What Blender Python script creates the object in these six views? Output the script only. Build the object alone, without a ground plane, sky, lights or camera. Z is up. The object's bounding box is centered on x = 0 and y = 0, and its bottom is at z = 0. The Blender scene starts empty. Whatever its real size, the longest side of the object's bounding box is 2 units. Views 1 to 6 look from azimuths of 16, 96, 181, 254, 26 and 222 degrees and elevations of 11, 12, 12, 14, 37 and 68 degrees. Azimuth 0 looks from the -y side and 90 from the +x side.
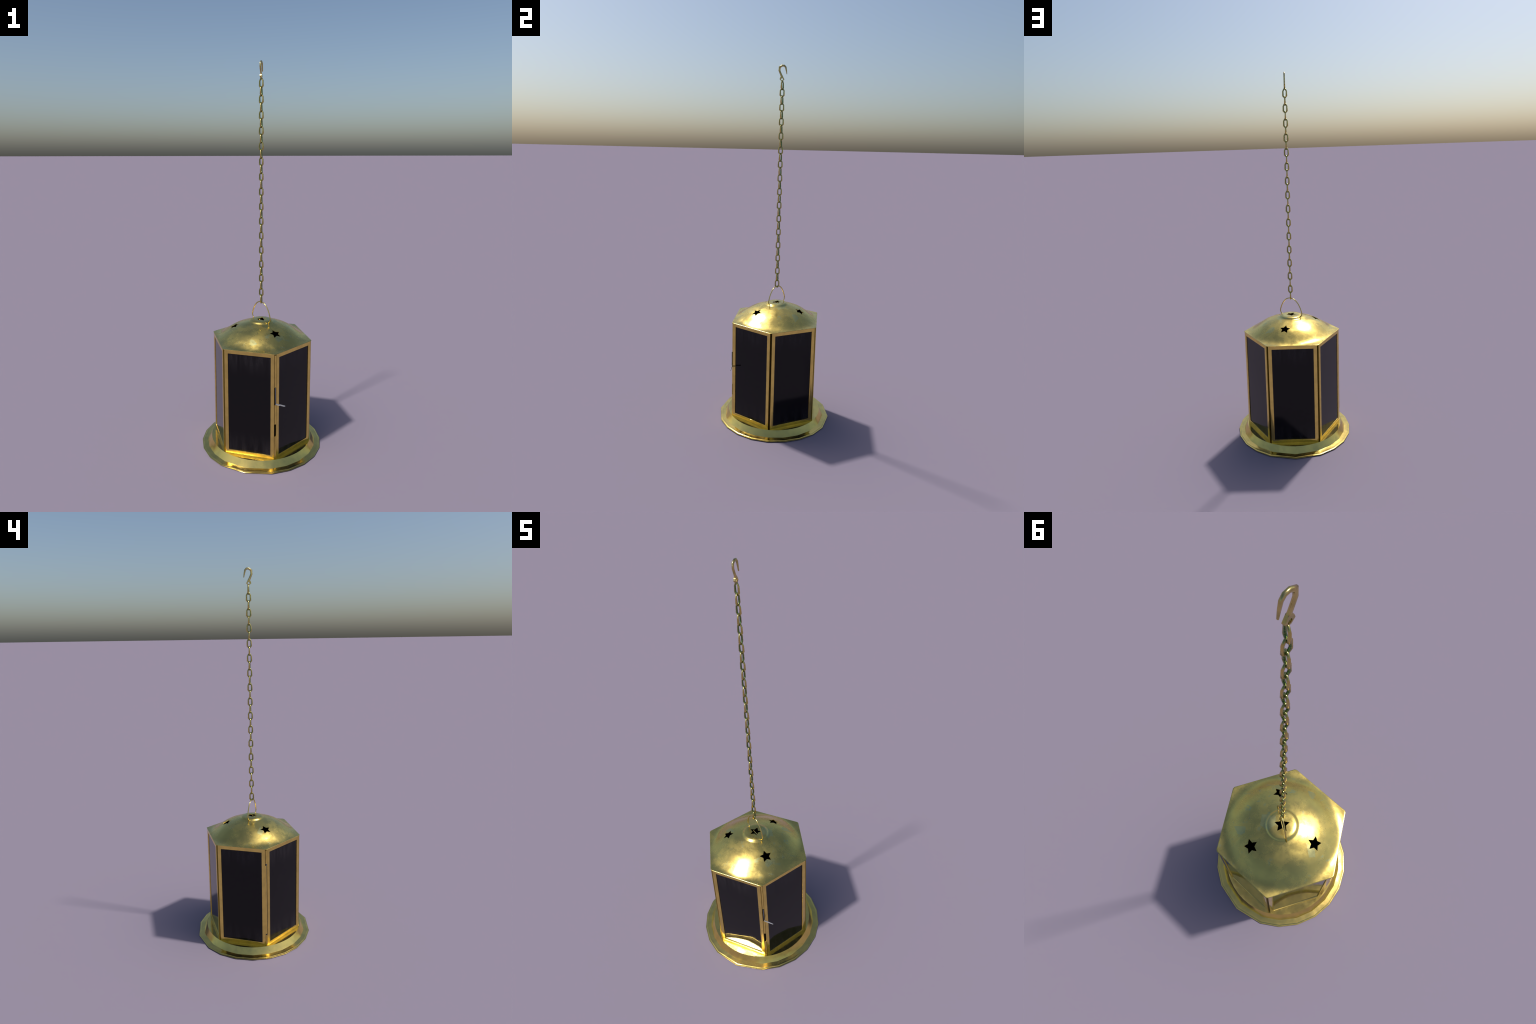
"""Hexagonal brass lantern with dark glass panes, star-pierced dome roof,
carrying ring, oval-link chain and hanging hook."""
import bpy, bmesh, math, random
from mathutils import Vector, Matrix

random.seed(7)
rad = math.radians

# ------------------------------------------------------------------ sizes (m)
APOTHEM = 0.2345          # outer plane of the six framed panels
PANEL_HALF = 0.1287       # half width of one framed panel
Z_PLATE = 0.0412          # top of the foot, where the panels stand
Z_EAVE = 0.6035           # top of the panels, where the roof begins
STRIP = 0.0184            # width of the frame strips
STAR_R, STAR_ORBIT = 0.0312, 0.1426

# ------------------------------------------------------------------ node help
def new_mat(name):
    m = bpy.data.materials.new(name)
    m.use_nodes = True
    nt = m.node_tree
    return m, nt, nt.nodes["Principled BSDF"]

def node(nt, kind, **kw):
    n = nt.nodes.new(kind)
    for k, v in kw.items():
        if k in n.inputs:
            n.inputs[k].default_value = v
        else:
            setattr(n, k, v)
    return n

def noise(nt, vec, scale, detail=4, rough=0.55, dist=0.0):
    n = node(nt, "ShaderNodeTexNoise", Scale=scale, Detail=detail, Roughness=rough, Distortion=dist)
    nt.links.new(vec, n.inputs["Vector"])
    return n.outputs["Fac"]

def ramp(nt, fac, lo, hi, a=0.0, b=1.0, smooth=True):
    n = node(nt, "ShaderNodeMapRange")
    n.interpolation_type = "SMOOTHSTEP" if smooth else "LINEAR"
    for i, v in zip(("From Min", "From Max", "To Min", "To Max"), (lo, hi, a, b)):
        n.inputs[i].default_value = v
    nt.links.new(fac, n.inputs["Value"])
    return n.outputs["Result"]

def math_n(nt, op, a, b=None):
    n = node(nt, "ShaderNodeMath", operation=op)
    for i, v in enumerate((a, b)):
        if v is None:
            continue
        if hasattr(v, "links"):
            nt.links.new(v, n.inputs[i])
        else:
            n.inputs[i].default_value = v
    return n.outputs[0]

def mix(nt, fac, a, b):
    n = node(nt, "ShaderNodeMix", data_type="RGBA")
    nt.links.new(fac, n.inputs["Factor"]) if hasattr(fac, "links") else setattr(n.inputs["Factor"], "default_value", fac)
    for sock, v in ((n.inputs[6], a), (n.inputs[7], b)):
        if hasattr(v, "links"):
            nt.links.new(v, sock)
        else:
            sock.default_value = (*v, 1)
    return n.outputs[2]

def obj_coords(nt):
    return node(nt, "ShaderNodeTexCoord").outputs["Object"]

BRASS = (0.91, 0.68, 0.19)
DULL = (0.60, 0.47, 0.16)
PATINA = (0.42, 0.47, 0.24)

def brass(name, rough=(0.16, 0.36), dull=0.6, patina=True, cloud=9.0, fine_amt=0.03, dents=0.0, tone=BRASS, dark=DULL):
    """Worn brass: cloudy darker mottling, dark specks, a few crisp greenish patches, uneven polish."""
    m, nt, bsdf = new_mat(name)
    co = obj_coords(nt)
    clouds = noise(nt, co, cloud, 4, 0.55, 0.25)
    fine = noise(nt, co, 170, 3, 0.65)
    col = mix(nt, ramp(nt, clouds, 0.40, 0.64, 0.0, dull), tone, dark)
    specks = noise(nt, co, 60, 2, 0.5)
    col = mix(nt, ramp(nt, specks, 0.72, 0.80, 0.0, 0.6), col, (0.36, 0.25, 0.10))
    polish = noise(nt, co, cloud * 1.5, 4, 0.55, 0.3)
    r = math_n(nt, "ADD", ramp(nt, polish, 0.36, 0.66, rough[0], rough[1]),
               ramp(nt, fine, 0.3, 0.7, -fine_amt, fine_amt))
    if patina:
        vo = node(nt, "ShaderNodeTexVoronoi", Scale=19.0, Randomness=1.0)
        nt.links.new(co, vo.inputs["Vector"])
        sep = node(nt, "ShaderNodeSeparateColor")
        nt.links.new(vo.outputs["Color"], sep.inputs[0])
        p = math_n(nt, "MULTIPLY", ramp(nt, sep.outputs[0], 0.93, 0.935),
                   ramp(nt, noise(nt, co, 16, 2), 0.47, 0.50))
        col = mix(nt, math_n(nt, "MULTIPLY", p, 0.55), col, PATINA)
        r = math_n(nt, "ADD", r, math_n(nt, "MULTIPLY", p, 0.05))
        blur = ramp(nt, noise(nt, co, 30, 3), 0.62, 0.72, 0.0, 0.35)
        col = mix(nt, blur, col, (0.36, 0.44, 0.26))
    nt.links.new(col, bsdf.inputs["Base Color"])
    nt.links.new(r, bsdf.inputs["Roughness"])
    bsdf.inputs["Metallic"].default_value = 1.0
    if dents:
        b = node(nt, "ShaderNodeBump", Strength=1.0, Distance=dents)
        nt.links.new(noise(nt, co, cloud * 1.3, 2, 0.5), b.inputs["Height"])
        nt.links.new(b.outputs[0], bsdf.inputs["Normal"])
    return m

M_ROOF = brass("roof_brass", (0.20, 0.34), 0.5, True, 10.0, 0.025, 0.0016, (0.72, 0.555, 0.155), (0.48, 0.38, 0.125))
M_FOOT = brass("foot_brass", (0.13, 0.22), 0.6, False, 14.0, 0.02, 0.0006, (0.82, 0.61, 0.17), (0.58, 0.46, 0.15))
M_FRAME = brass("frame_brass", (0.13, 0.20), 0.55, False, 24.0, 0.02, 0.0, (0.84, 0.62, 0.17), (0.64, 0.48, 0.14))
M_WIRE = brass("wire_brass", (0.15, 0.22), 0.5, False, 30.0, 0.0, 0.0, (0.66, 0.52, 0.17), (0.50, 0.40, 0.14))
M_HOOK = brass("hook_brass", (0.18, 0.26), 0.8, False, 55.0, 0.0, 0.0, (0.60, 0.47, 0.18), (0.42, 0.34, 0.13))

def plain(name, col, rough, metal=0.0, spec=0.5):
    m, nt, b = new_mat(name)
    b.inputs["Base Color"].default_value = (*col, 1)
    b.inputs["Roughness"].default_value = rough
    b.inputs["Metallic"].default_value = metal
    b.inputs["Specular IOR Level"].default_value = spec
    return m, nt, b

M_PAINTED_DARK = plain("painted_shade_black", (0.004, 0.003, 0.002), 0.95, 0.0, 0.05)[0]  # near-black paint for the darkness inside the lantern and slots
M_GROOVE = plain("dark_groove_brass", (0.05, 0.035, 0.006), 0.5, 0.8)[0]
M_SIDE_DARK = plain("darker_side_brass", (0.30, 0.22, 0.045), 0.35, 1.0)[0]
M_STEEL = plain("grey_steel", (0.24, 0.25, 0.28), 0.5, 0.9)[0]

# dark smoked glass with dusty streaks along its top and bottom edges
def glass_material():
    m, nt, b = plain("dark_glass", (0.0015, 0.0012, 0.0015), 0.06, 0.0, 0.30)
    co = obj_coords(nt)
    sep = node(nt, "ShaderNodeSeparateXYZ")
    nt.links.new(co, sep.inputs[0])
    z = sep.outputs["Z"]
    top = ramp(nt, z, 0.46, 0.585)
    low = ramp(nt, z, 0.17, 0.06)
    mp = node(nt, "ShaderNodeMapping")
    mp.inputs["Scale"].default_value = (26, 26, 3.5)
    nt.links.new(co, mp.inputs["Vector"])
    streak = noise(nt, mp.outputs[0], 1.0, 4, 0.55, 0.3)
    mask = math_n(nt, "MULTIPLY", math_n(nt, "MAXIMUM", top, low), ramp(nt, streak, 0.40, 0.68))
    col = mix(nt, mask, (0.0015, 0.0012, 0.0014), (0.015, 0.0132, 0.0145))
    nt.links.new(col, b.inputs["Base Color"])
    nt.links.new(math_n(nt, "ADD", ramp(nt, streak, 0.45, 0.75, 0.05, 0.10),
                        math_n(nt, "MULTIPLY", mask, 0.06)), b.inputs["Roughness"])
    return m
M_GLASS = glass_material()

# chain metal: polished outside, dark green colour on the inner side of a link
def chain_material():
    m, nt, b = new_mat("chain_brass")
    tc = node(nt, "ShaderNodeTexCoord")
    dot = node(nt, "ShaderNodeVectorMath", operation="DOT_PRODUCT")
    mul = node(nt, "ShaderNodeVectorMath", operation="MULTIPLY")
    mul.inputs[1].default_value = (55.0, 0.0, 30.0)
    nt.links.new(tc.outputs["Object"], mul.inputs[0])
    nt.links.new(mul.outputs[0], dot.inputs[0])
    nt.links.new(tc.outputs["Normal"], dot.inputs[1])
    inner = ramp(nt, dot.outputs["Value"], 0.25, -0.25)
    sep = node(nt, "ShaderNodeSeparateXYZ")
    nt.links.new(tc.outputs["Object"], sep.inputs[0])
    ends = ramp(nt, math_n(nt, "ABSOLUTE", sep.outputs["Z"]), 0.013, 0.021, 0.0, 0.6)  # blue-sky reflection tinted green into the link ends
    f = math_n(nt, "MAXIMUM", inner, ends)
    n = noise(nt, tc.outputs["Object"], 300, 3)
    f = math_n(nt, "MULTIPLY", f, ramp(nt, n, 0.30, 0.6, 0.65, 1.0))
    nt.links.new(mix(nt, f, (0.58, 0.44, 0.14), (0.11, 0.20, 0.085)), b.inputs["Base Color"])
    nt.links.new(ramp(nt, n, 0.3, 0.7, 0.16, 0.30), b.inputs["Roughness"])
    b.inputs["Metallic"].default_value = 1.0
    return m
M_CHAIN = chain_material()

# ------------------------------------------------------------------ mesh help
def link_obj(name, mesh, parent, loc=(0, 0, 0), rot=0.0):
    o = bpy.data.objects.new(name, mesh)
    bpy.context.scene.collection.objects.link(o)
    o.parent = parent
    o.location = loc
    o.rotation_euler = (0, 0, rot)
    return o

def finish(bm, name, mats, sharp=35.0, bevel=0.0, segs=2):
    bmesh.ops.remove_doubles(bm, verts=bm.verts, dist=1e-6)
    bmesh.ops.recalc_face_normals(bm, faces=bm.faces)
    if bevel:
        es = [e for e in bm.edges if len(e.link_faces) == 2 and e.calc_face_angle(0) > rad(30)]
        bmesh.ops.bevel(bm, geom=es, offset=bevel, segments=segs, affect="EDGES", profile=0.6, clamp_overlap=True)
    for f in bm.faces:
        f.smooth = True
    for e in bm.edges:
        if len(e.link_faces) == 2 and e.calc_face_angle(0) > rad(sharp):
            e.smooth = False
    me = bpy.data.meshes.new(name)
    bm.to_mesh(me)
    bm.free()
    for m in mats:
        me.materials.append(m)
    return me

def bridge(bm, a, b, mat=0):
    n = len(a)
    for i in range(n):
        f = bm.faces.new((a[i], a[(i + 1) % n], b[(i + 1) % n], b[i]))
        f.material_index = mat

def box(bm, x0, x1, y0, y1, z0, z1, M=None):
    r = bmesh.ops.create_cube(bm, size=1.0)
    S = Matrix.Translation(((x0 + x1) / 2, (y0 + y1) / 2, (z0 + z1) / 2)) @ Matrix.Diagonal((x1 - x0, y1 - y0, z1 - z0, 1))
    bmesh.ops.transform(bm, matrix=(M @ S) if M else S, verts=r["verts"])

def sweep(bm, path, normal, sizes, sides=8, closed=False, power=1.0, phase=0.0):
    """Sweep a superellipse section along a planar path; sizes = (in-plane, out-of-plane) half widths."""
    n, rings = len(path), []
    N = Vector(normal).normalized()
    for i, p in enumerate(path):
        p = Vector(p)
        a = Vector(path[(i - 1) % n]) if (closed or i > 0) else p
        b = Vector(path[(i + 1) % n]) if (closed or i < n - 1) else p
        d1, d2 = (p - a), (b - p)
        t = ((d1.normalized() if d1.length else d2.normalized()) + (d2.normalized() if d2.length else d1.normalized())).normalized()
        s = N.cross(t).normalized()
        w, h = sizes[i] if isinstance(sizes, list) else sizes
        k = 1.0
        if d1.length and d2.length:
            k = 1 / max(0.6, math.cos(d1.angle(d2) / 2))
        ring = []
        for j in range(sides):
            an = 2 * math.pi * j / sides + phase
            c, q = math.cos(an), math.sin(an)
            c = math.copysign(abs(c) ** power, c)
            q = math.copysign(abs(q) ** power, q)
            ring.append(bm.verts.new(p + s * (w * k * c) + N * (h * q)))
        rings.append(ring)
    for i in range(n if closed else n - 1):
        bridge(bm, rings[i], rings[(i + 1) % n])
    if not closed:
        bm.faces.new(rings[0][::-1])
        bm.faces.new(rings[-1])

def smooth_path(pts, steps=6, closed=False):
    """Catmull-Rom through hand-placed points."""
    P = [Vector(p) for p in pts]
    n, out = len(P), []
    for i in range(n if closed else n - 1):
        g_ = lambda k: P[k % n] if closed else P[max(0, min(n - 1, k))]
        p0, p1, p2, p3 = g_(i - 1), g_(i), g_(i + 1), g_(i + 2)
        for s in range(steps):
            t = s / steps
            out.append(0.5 * ((2 * p1) + (p2 - p0) * t + (2 * p0 - 5 * p1 + 4 * p2 - p3) * t * t
                              + (3 * p1 - p0 - 3 * p2 + p3) * t ** 3))
    if not closed:
        out.append(P[-1])
    return out

# ------------------------------------------------------------------ the thing
lantern = bpy.data.objects.new("hanging_lantern", None)
bpy.context.scene.collection.objects.link(lantern)
lantern["label"] = "six-sided brass lantern with black glass panes on a long chain"
lantern["category"] = "hanging lantern"

# ------------------------------------------------------------------ foot: spun, slightly polygonal dish
def build_foot():
    step = 360 / 22
    half = [k * step for k in range(5)] + [90] + [180 - k * step for k in range(4, 0, -1)]
    corners = half + [a + 180 for a in half] + [360]
    profile = [  # radius, height, how polygonal the ring is; from the middle of the plate to the lip and underneath
        (0.150, Z_PLATE, 0), (0.2722, Z_PLATE, 0),
        (0.2792, 0.0300, 0.2), (0.2864, 0.0188, 0.5), (0.2942, 0.0084, 0.9), (0.3060, 0.0066, 1), (0.3135, 0.0054, 1),
        (0.3168, 0.0052, 1), (0.3202, 0.0034, 1), (0.3226, 0.0029, 1), (0.3250, 0.0029, 1), (0.3258, 0.0021, 1),
        (0.3250, 0.0010, 1), (0.3225, 0.0, 1), (0.29, 0.0, 1)]
    bm = bmesh.new()
    rings = []
    for r, z, poly in profile:
        ring = []
        for a0, a1 in zip(corners, corners[1:]):
            for t in (0.0, 0.33, 0.67):
                a = rad(a0 + (a1 - a0) * t)
                p = Vector((math.cos(a), math.sin(a)))
                p0, p1 = Vector((math.cos(rad(a0)), math.sin(rad(a0)))), Vector((math.cos(rad(a1)), math.sin(rad(a1))))
                p = p.lerp(p0.lerp(p1, t), poly)
                ring.append(bm.verts.new((p.x * r, p.y * r, z)))
        rings.append(ring)
    for a, b in zip(rings, rings[1:]):
        bridge(bm, a, b)
    bm.faces.new(rings[0])
    bm.faces.new(rings[-1][::-1])
    me = finish(bm, "foot", [M_FOOT], sharp=24)
    return link_obj("foot", me, lantern)
foot = build_foot()

# ------------------------------------------------------------------ roof: dome on a hexagonal sheet, stars cut out
ROOF_PROFILE = [(0.0, 0.6990), (0.020, 0.6989), (0.040, 0.6982), (0.052, 0.6970), (0.0580, 0.6945), (0.0615, 0.6905),
                (0.0650, 0.6880), (0.0680, 0.6868), (0.0730, 0.6855), (0.082, 0.6825), (0.095, 0.6785), (0.110, 0.6735),
                (0.126, 0.6675), (0.1426, 0.6608), (0.156, 0.6540), (0.170, 0.6455), (0.183, 0.6368),
                (0.195, 0.6283), (0.205, 0.6212), (0.213, 0.6160), (0.220, 0.6122), (0.227, 0.6093),
                (0.236, 0.6068), (0.250, 0.6052), (0.30, 0.6042)]

def roof_z(r):
    for (r0, z0), (r1, z1) in zip(ROOF_PROFILE, ROOF_PROFILE[1:]):
        if r <= r1:
            return z0 + (z1 - z0) * (r - r0) / (r1 - r0)
    return ROOF_PROFILE[-1][1]

def hex_r(a, apo, corner):
    k = (math.degrees(a) % 60) - 30
    c = min(math.degrees(a) % 60, 60 - math.degrees(a) % 60)
    return min(apo / math.cos(rad(k)), corner / math.cos(rad(c)))

def star_outline(r):
    """Five-pointed star with plump arms, first tip along +x."""
    out = []
    for k in range(10):
        q = r if k % 2 == 0 else r * 0.50
        out.append((q * math.cos(k * math.pi / 5), q * math.sin(k * math.pi / 5)))
    return out

def build_roof():
    apo, corner, thick = 0.2362, 0.2702, 0.0026
    ang = []
    w = 0.95
    for s in range(6):
        ang += [60 * s - w] + [60 * s + w + (60 - 2 * w) * k / 18 for k in range(18)]
    ang = [rad(a) for a in ang]
    bm = bmesh.new()
    def ring(fr, dz, flat=0.0):      # flat: how far the sheet has come down to the straight eave
        return [bm.verts.new((fr(a) * math.cos(a), fr(a) * math.sin(a),
                              roof_z(fr(a)) * (1 - flat) + (Z_EAVE + 0.0010) * flat + dz)) for a in ang]
    radii = [p[0] for p in ROOF_PROFILE if 0 < p[0] < 0.206]
    top, low = [], []
    for r in radii:
        top.append(ring(lambda a: r, 0))
        low.append(ring(lambda a: r, -thick))
    r0 = radii[-1]
    for t in (0.2, 0.4, 0.6, 0.8, 0.95):
        f = lambda a, t=t: r0 + (hex_r(a, apo, corner) - 0.0012 - r0) * t
        top.append(ring(f, 0, t ** 3))
        low.append(ring(f, -thick, t ** 3))
    top.append(ring(lambda a: hex_r(a, apo, corner) - 0.0010, 0, 1))
    low.append(ring(lambda a: hex_r(a, apo, corner) - 0.0004, -thick + 0.0008, 1))
    top.append(ring(lambda a: hex_r(a, apo, corner), -0.0007, 1))
    for a, b in zip(top, top[1:]):
        bridge(bm, a, b)
    for a, b in zip(low, low[1:]):
        bridge(bm, a, b, 1)
    bridge(bm, top[-1], low[-1])
    ct, cl = bm.verts.new((0, 0, roof_z(0))), bm.verts.new((0, 0, roof_z(0) - thick))
    n = len(ang)
    for i in range(n):
        bm.faces.new((ct, top[0][i], top[0][(i + 1) % n]))
        bm.faces.new((cl, low[0][(i + 1) % n], low[0][i])).material_index = 1
    me = finish(bm, "roof", [M_ROOF, M_PAINTED_DARK], sharp=38)
    o = link_obj("roof", me, lantern)
    # punch the stars
    cb = bmesh.new()
    # each punch stands square to the sheet and widens upward, so the cut edge is flared and catches light
    places = [Matrix.Translation((0, 0, 0.699)) @ Matrix.Rotation(rad(23.5), 4, "Z")]
    tilt = math.atan(0.46)
    for az in (75, 195, 315):
        places.append(Matrix.Rotation(rad(az), 4, "Z") @ Matrix.Translation((STAR_ORBIT, 0, 0.6608))
                      @ Matrix.Rotation(tilt, 4, "Y") @ Matrix.Rotation(math.pi, 4, "Z"))
    for M in places:
        lo = [cb.verts.new(M @ Vector((x, y, -0.014))) for x, y in star_outline(STAR_R - 0.006)]
        hi = [cb.verts.new(M @ Vector((x, y, 0.014))) for x, y in star_outline(STAR_R + 0.006)]
        bridge(cb, lo, hi)
        cb.faces.new(lo[::-1])
        cb.faces.new(hi)
    cutter = link_obj("star_punch", finish(cb, "star_punch", [M_ROOF]), None)
    mod = o.modifiers.new("punch", "BOOLEAN")
    mod.operation, mod.solver, mod.object = "DIFFERENCE", "EXACT", cutter
    dg = bpy.context.evaluated_depsgraph_get()
    cut = bpy.data.meshes.new_from_object(o.evaluated_get(dg))
    o.modifiers.clear()
    bm = bmesh.new()
    bm.from_mesh(cut)
    for f in bm.faces:
        f.smooth = True
    for e in bm.edges:
        e.smooth = not (len(e.link_faces) == 2 and e.calc_face_angle(0) > rad(38))
    bm.to_mesh(cut)
    bm.free()
    cut.name = "roof_mesh"
    o.data = cut
    bpy.data.objects.remove(cutter)
    return o
roof = build_roof()

# ------------------------------------------------------------------ framed panels (local: face looks along -y)
def frame_mesh():
    bm = bmesh.new()
    o = [(-PANEL_HALF, Z_PLATE), (PANEL_HALF, Z_PLATE), (PANEL_HALF, Z_EAVE - 0.001), (-PANEL_HALF, Z_EAVE - 0.001)]
    ins = STRIP
    i = [(-PANEL_HALF + ins, Z_PLATE + ins), (PANEL_HALF - ins, Z_PLATE + ins),
         (PANEL_HALF - ins, Z_EAVE - 0.001 - ins), (-PANEL_HALF + ins, Z_EAVE - 0.001 - ins)]
    y0, y1 = -APOTHEM, -APOTHEM + 0.010
    vs = {}
    for nm, pts, y in (("of", o, y0), ("if", i, y0), ("ob", o, y1), ("ib", i, y1)):
        vs[nm] = [bm.verts.new((x, y, z)) for x, z in pts]
    bridge(bm, vs["of"], vs["if"])
    bridge(bm, vs["if"], vs["ib"])
    bridge(bm, vs["ib"], vs["ob"])
    bridge(bm, vs["ob"], vs["of"])
    for f in bm.faces:               # the edge faces towards the corner groove take the darker brass colour
        if all(abs(abs(v.co.x) - PANEL_HALF) < 1e-5 for v in f.verts):
            f.material_index = 1
    return finish(bm, "panel_frame", [M_FRAME, M_SIDE_DARK], bevel=0.0008, segs=2)

def pane_mesh():
    bm = bmesh.new()
    h = PANEL_HALF - STRIP + 0.003
    box(bm, -h, h, -APOTHEM + 0.0035, -APOTHEM + 0.0075, Z_PLATE + STRIP - 0.003, Z_EAVE - STRIP + 0.002)
    return finish(bm, "glass_pane", [M_GLASS])

FRAME, PANE = frame_mesh(), pane_mesh()
for k in range(6):
    az = 30 + 60 * k
    fr = link_obj("panel_frame", FRAME, lantern, rot=rad(az + 90))
    link_obj("glass_pane", PANE, fr)

# ------------------------------------------------------------------ corner posts, latch post and hinge post
def corner_matrix(az):
    return Matrix.Rotation(rad(az), 4, "Z")      # local x points outward

def post_mesh():
    bm = bmesh.new()
    box(bm, 0.2500, 0.2580, -0.0105, 0.0105, Z_PLATE, Z_EAVE)
    return finish(bm, "corner_post", [M_GROOVE])
POST = post_mesh()
for az in (0, 60, 120, 180, 240, 300):
    link_obj("corner_post", POST, lantern, rot=rad(az))

def knuckle(name, x0, x1, y0, y1, z0, z1, az):
    bm = bmesh.new()
    box(bm, x0, x1, y0, y1, z0, z1)
    return link_obj(name, finish(bm, name, [M_FRAME], bevel=0.0008, segs=2), lantern, rot=rad(az))

OUT = 0.2675
for z0, z1 in ((0.4296, 0.5985), (0.2326, 0.3370), (Z_PLATE, 0.1670)):
    knuckle("door_stile", 0.257, OUT, -0.0036, 0.0042, z0, z1, 300)
for z0, z1 in ((0.3370, 0.4296), (0.1670, 0.2326)):  # black blocks modelled as the shadow within the two slots
    bm = bmesh.new()
    box(bm, 0.255, 0.2640, -0.0042, 0.0042, z0, z1)
    link_obj("slot_shadow_block", finish(bm, "slot_shadow_block", [M_PAINTED_DARK]), lantern, rot=rad(300))
# hinge on the opposite corner: door knuckles top and bottom, fixed knuckle between
for z0, z1 in ((0.5216, 0.5985), (Z_PLATE, 0.1065)):
    knuckle("hinge_knuckle", 0.257, OUT, -0.0034, 0.0046, z0, z1, 180)
knuckle("hinge_knuckle", 0.257, OUT + 0.0003, -0.0062, 0.0022, 0.1142, 0.5120, 180)

def rod_mesh(name, pts, normal, r, mat, sides=10, closed=False):
    bm = bmesh.new()
    sweep(bm, pts, normal, (r, r), sides, closed)
    return finish(bm, name, [mat], sharp=50)

pin = rod_mesh("hinge_pin", [(0, 0, Z_PLATE), (0, 0, 0.59)], (1, 0, 0), 0.0026, M_STEEL)
link_obj("hinge_pin", pin, lantern, loc=(-0.2648, -0.0010, 0))

# latch: a bent steel wire, hairpin lever sticking out of the slot along +x
def build_latch():
    x0, y0 = 0.1353, -0.2344
    up = [(x0, y0, 0.4296), (x0 + 0.0006, y0 + 0.0001, 0.39), (x0 + 0.0014, y0 + 0.0003, 0.3480)]
    top_run = [(x0 + 0.0030, y0 + 0.0003, 0.3458), (x0 + 0.0240, y0 + 0.0012, 0.3436), (x0 + 0.0462, y0 + 0.0017, 0.3412)]
    nose = [(x0 + 0.0482, y0 + 0.0018, 0.3403), (x0 + 0.0484, y0 + 0.0018, 0.3388), (x0 + 0.0462, y0 + 0.0017, 0.3374)]
    back = [(x0 + 0.0240, y0 + 0.0012, 0.3394), (x0 + 0.0030, y0 + 0.0003, 0.3412), (x0 - 0.0020, y0 + 0.0040, 0.3405)]
    me = rod_mesh("latch", up + top_run + nose + back, (0.03, -1, 0), 0.0016, M_STEEL)
    return link_obj("latch", me, lantern)
build_latch()

# lining coloured black so the inside looks unlit through the stars
def build_lining():
    bm = bmesh.new()
    lo, hi = [], []
    for k in range(6):
        a = rad(60 * k)
        lo.append(bm.verts.new((0.2515 * math.cos(a), 0.2515 * math.sin(a), Z_PLATE + 0.002)))
        hi.append(bm.verts.new((0.2515 * math.cos(a), 0.2515 * math.sin(a), Z_EAVE - 0.002)))
    bridge(bm, lo, hi)
    bm.faces.new(lo)
    return link_obj("painted_dark_lining", finish(bm, "painted_dark_lining", [M_PAINTED_DARK]), lantern)
build_lining()

# ------------------------------------------------------------------ carrying ring through the roof cap
def build_ring():
    half = [(0.0, 0.7935), (0.016, 0.7912), (0.034, 0.7815), (0.050, 0.7640), (0.0625, 0.7420), (0.0705, 0.7190),
            (0.0715, 0.7085), (0.0665, 0.6985), (0.0585, 0.6925)]
    pts = half + [(0.030, 0.6905), (-0.030, 0.6905)] + [(-s, z) for s, z in half[:0:-1]]
    path = smooth_path([(s, 0, z) for s, z in pts], 3, True)
    me = rod_mesh("carrying_ring", path, (0, 1, 0), 0.0028, M_WIRE, 10, True)
    return link_obj("carrying_ring", me, lantern, rot=rad(-34))
build_ring()

# ------------------------------------------------------------------ chain
def link_mesh():
    bm = bmesh.new()
    hw, e = 0.0100, 0.0040
    path = [(e, 0, 0.0208), (hw, 0, 0.0108), (hw, 0, -0.0120), (e * 0.55, 0, -0.0208),
            (-e * 0.55, 0, -0.0208), (-hw, 0, -0.0120), (-hw, 0, 0.0108), (-e, 0, 0.0208)]
    thick = [(0.0034, 0.0028), (0.0033, 0.0031), (0.0038, 0.0040), (0.0035, 0.0029),
             (0.0035, 0.0029), (0.0038, 0.0040), (0.0033, 0.0031), (0.0034, 0.0028)]
    sweep(bm, path, (0, 1, 0), thick, 8, True, 0.62, math.pi / 8)
    return finish(bm, "chain_link", [M_CHAIN], sharp=70)

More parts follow.
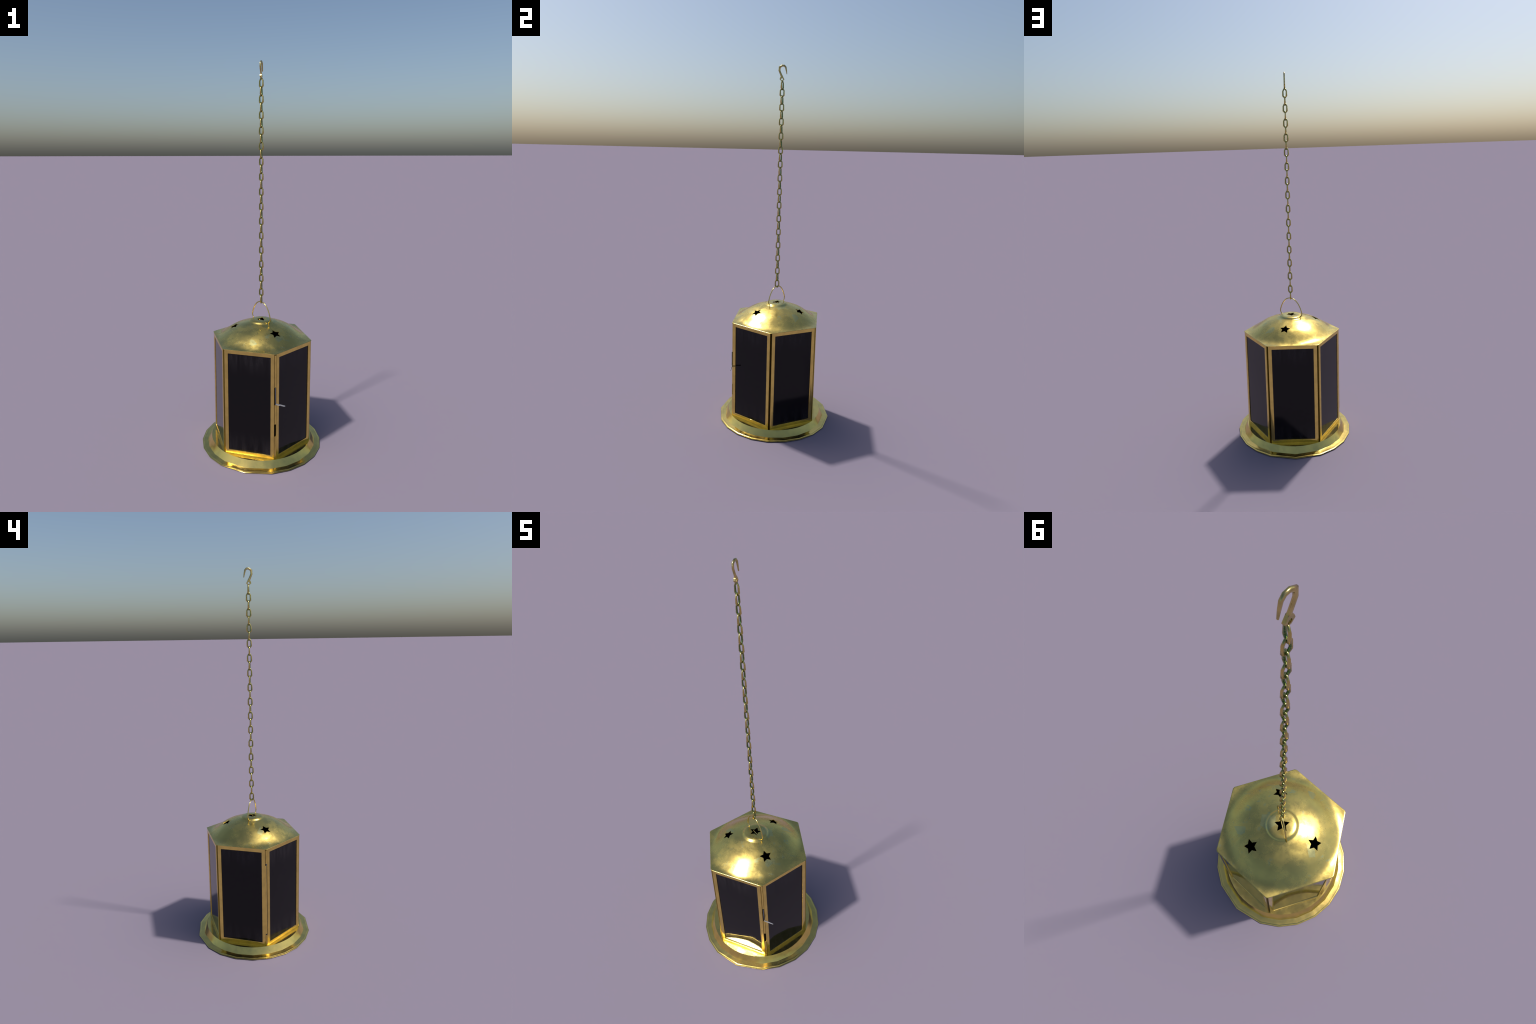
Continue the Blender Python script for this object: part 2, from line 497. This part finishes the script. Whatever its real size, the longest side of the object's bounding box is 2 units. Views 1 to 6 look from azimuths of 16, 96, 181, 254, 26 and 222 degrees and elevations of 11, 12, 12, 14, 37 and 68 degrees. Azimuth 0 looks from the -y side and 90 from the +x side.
chain = bpy.data.objects.new("chain", None)
bpy.context.scene.collection.objects.link(chain)
chain.parent = lantern
LINK = link_mesh()
PITCH, FIRST = 0.03745, 1.9190 - 0.0240
for k in range(30):
    turn = -20 if k % 2 == 0 else 90
    flip = 180 if random.random() < 0.5 else 0
    link_obj("chain_link", LINK, chain, loc=(0, 0, FIRST - PITCH * k), rot=rad(turn + flip + random.uniform(-5, 5)))

# ------------------------------------------------------------------ hook with a pierced diamond eye (in the y-z plane)
def build_hook():
    bm = bmesh.new()
    pts = [(-0.0022, 1.9365), (-0.0062, 1.9450), (-0.0130, 1.9600), (-0.0172, 1.9700), (-0.0163, 1.9868),
           (-0.0030, 1.9950), (0.0080, 1.9946), (0.0156, 1.9868), (0.0192, 1.9720), (0.0228, 1.9520)]
    size = [(0.0070, 0.0039), (0.0056, 0.0040), (0.0052, 0.0040), (0.0055, 0.0040), (0.0053, 0.0040),
            (0.0050, 0.0040), (0.0048, 0.0040), (0.0045, 0.0038), (0.0037, 0.0033), (0.0018, 0.0024)]
    sweep(bm, [(0, y, z) for y, z in pts], (1, 0, 0), size, 8, False, 0.75, math.pi / 8)
    # eye: kite outline around a round hole
    cy, cz, n, t = -0.0024, 1.9262, 32, 0.0038
    kite = [(0.0024, 0.0170), (0.0130, -0.0005), (0.0035, -0.0088), (-0.0035, -0.0088), (-0.0130, -0.0005), (-0.0095, 0.0095)]
    def kite_r(a):
        d = Vector((math.cos(a), math.sin(a)))
        best = 1.0
        for p, q in zip(kite, kite[1:] + kite[:1]):
            p, q = Vector(p), Vector(q)
            e = q - p
            den = d.x * e.y - d.y * e.x
            if abs(den) > 1e-9:
                s = (p.x * e.y - p.y * e.x) / den
                u = (p.x * d.y - p.y * d.x) / den
                if s > 0 and -1e-6 <= u <= 1 + 1e-6:
                    best = min(best, s)
        return best
    loops = []
    for x in (-t, t):
        for f in (kite_r, lambda a: 0.0053):
            loops.append([bm.verts.new((x, cy + f(2 * math.pi * i / n) * math.cos(2 * math.pi * i / n),
                                        cz + f(2 * math.pi * i / n) * math.sin(2 * math.pi * i / n))) for i in range(n)])
    ob, ib, of, iff = loops
    bridge(bm, ob, ib); bridge(bm, ib, iff); bridge(bm, iff, of); bridge(bm, of, ob)
    return link_obj("hanging_hook", finish(bm, "hanging_hook", [M_HOOK], sharp=72), lantern)
build_hook()
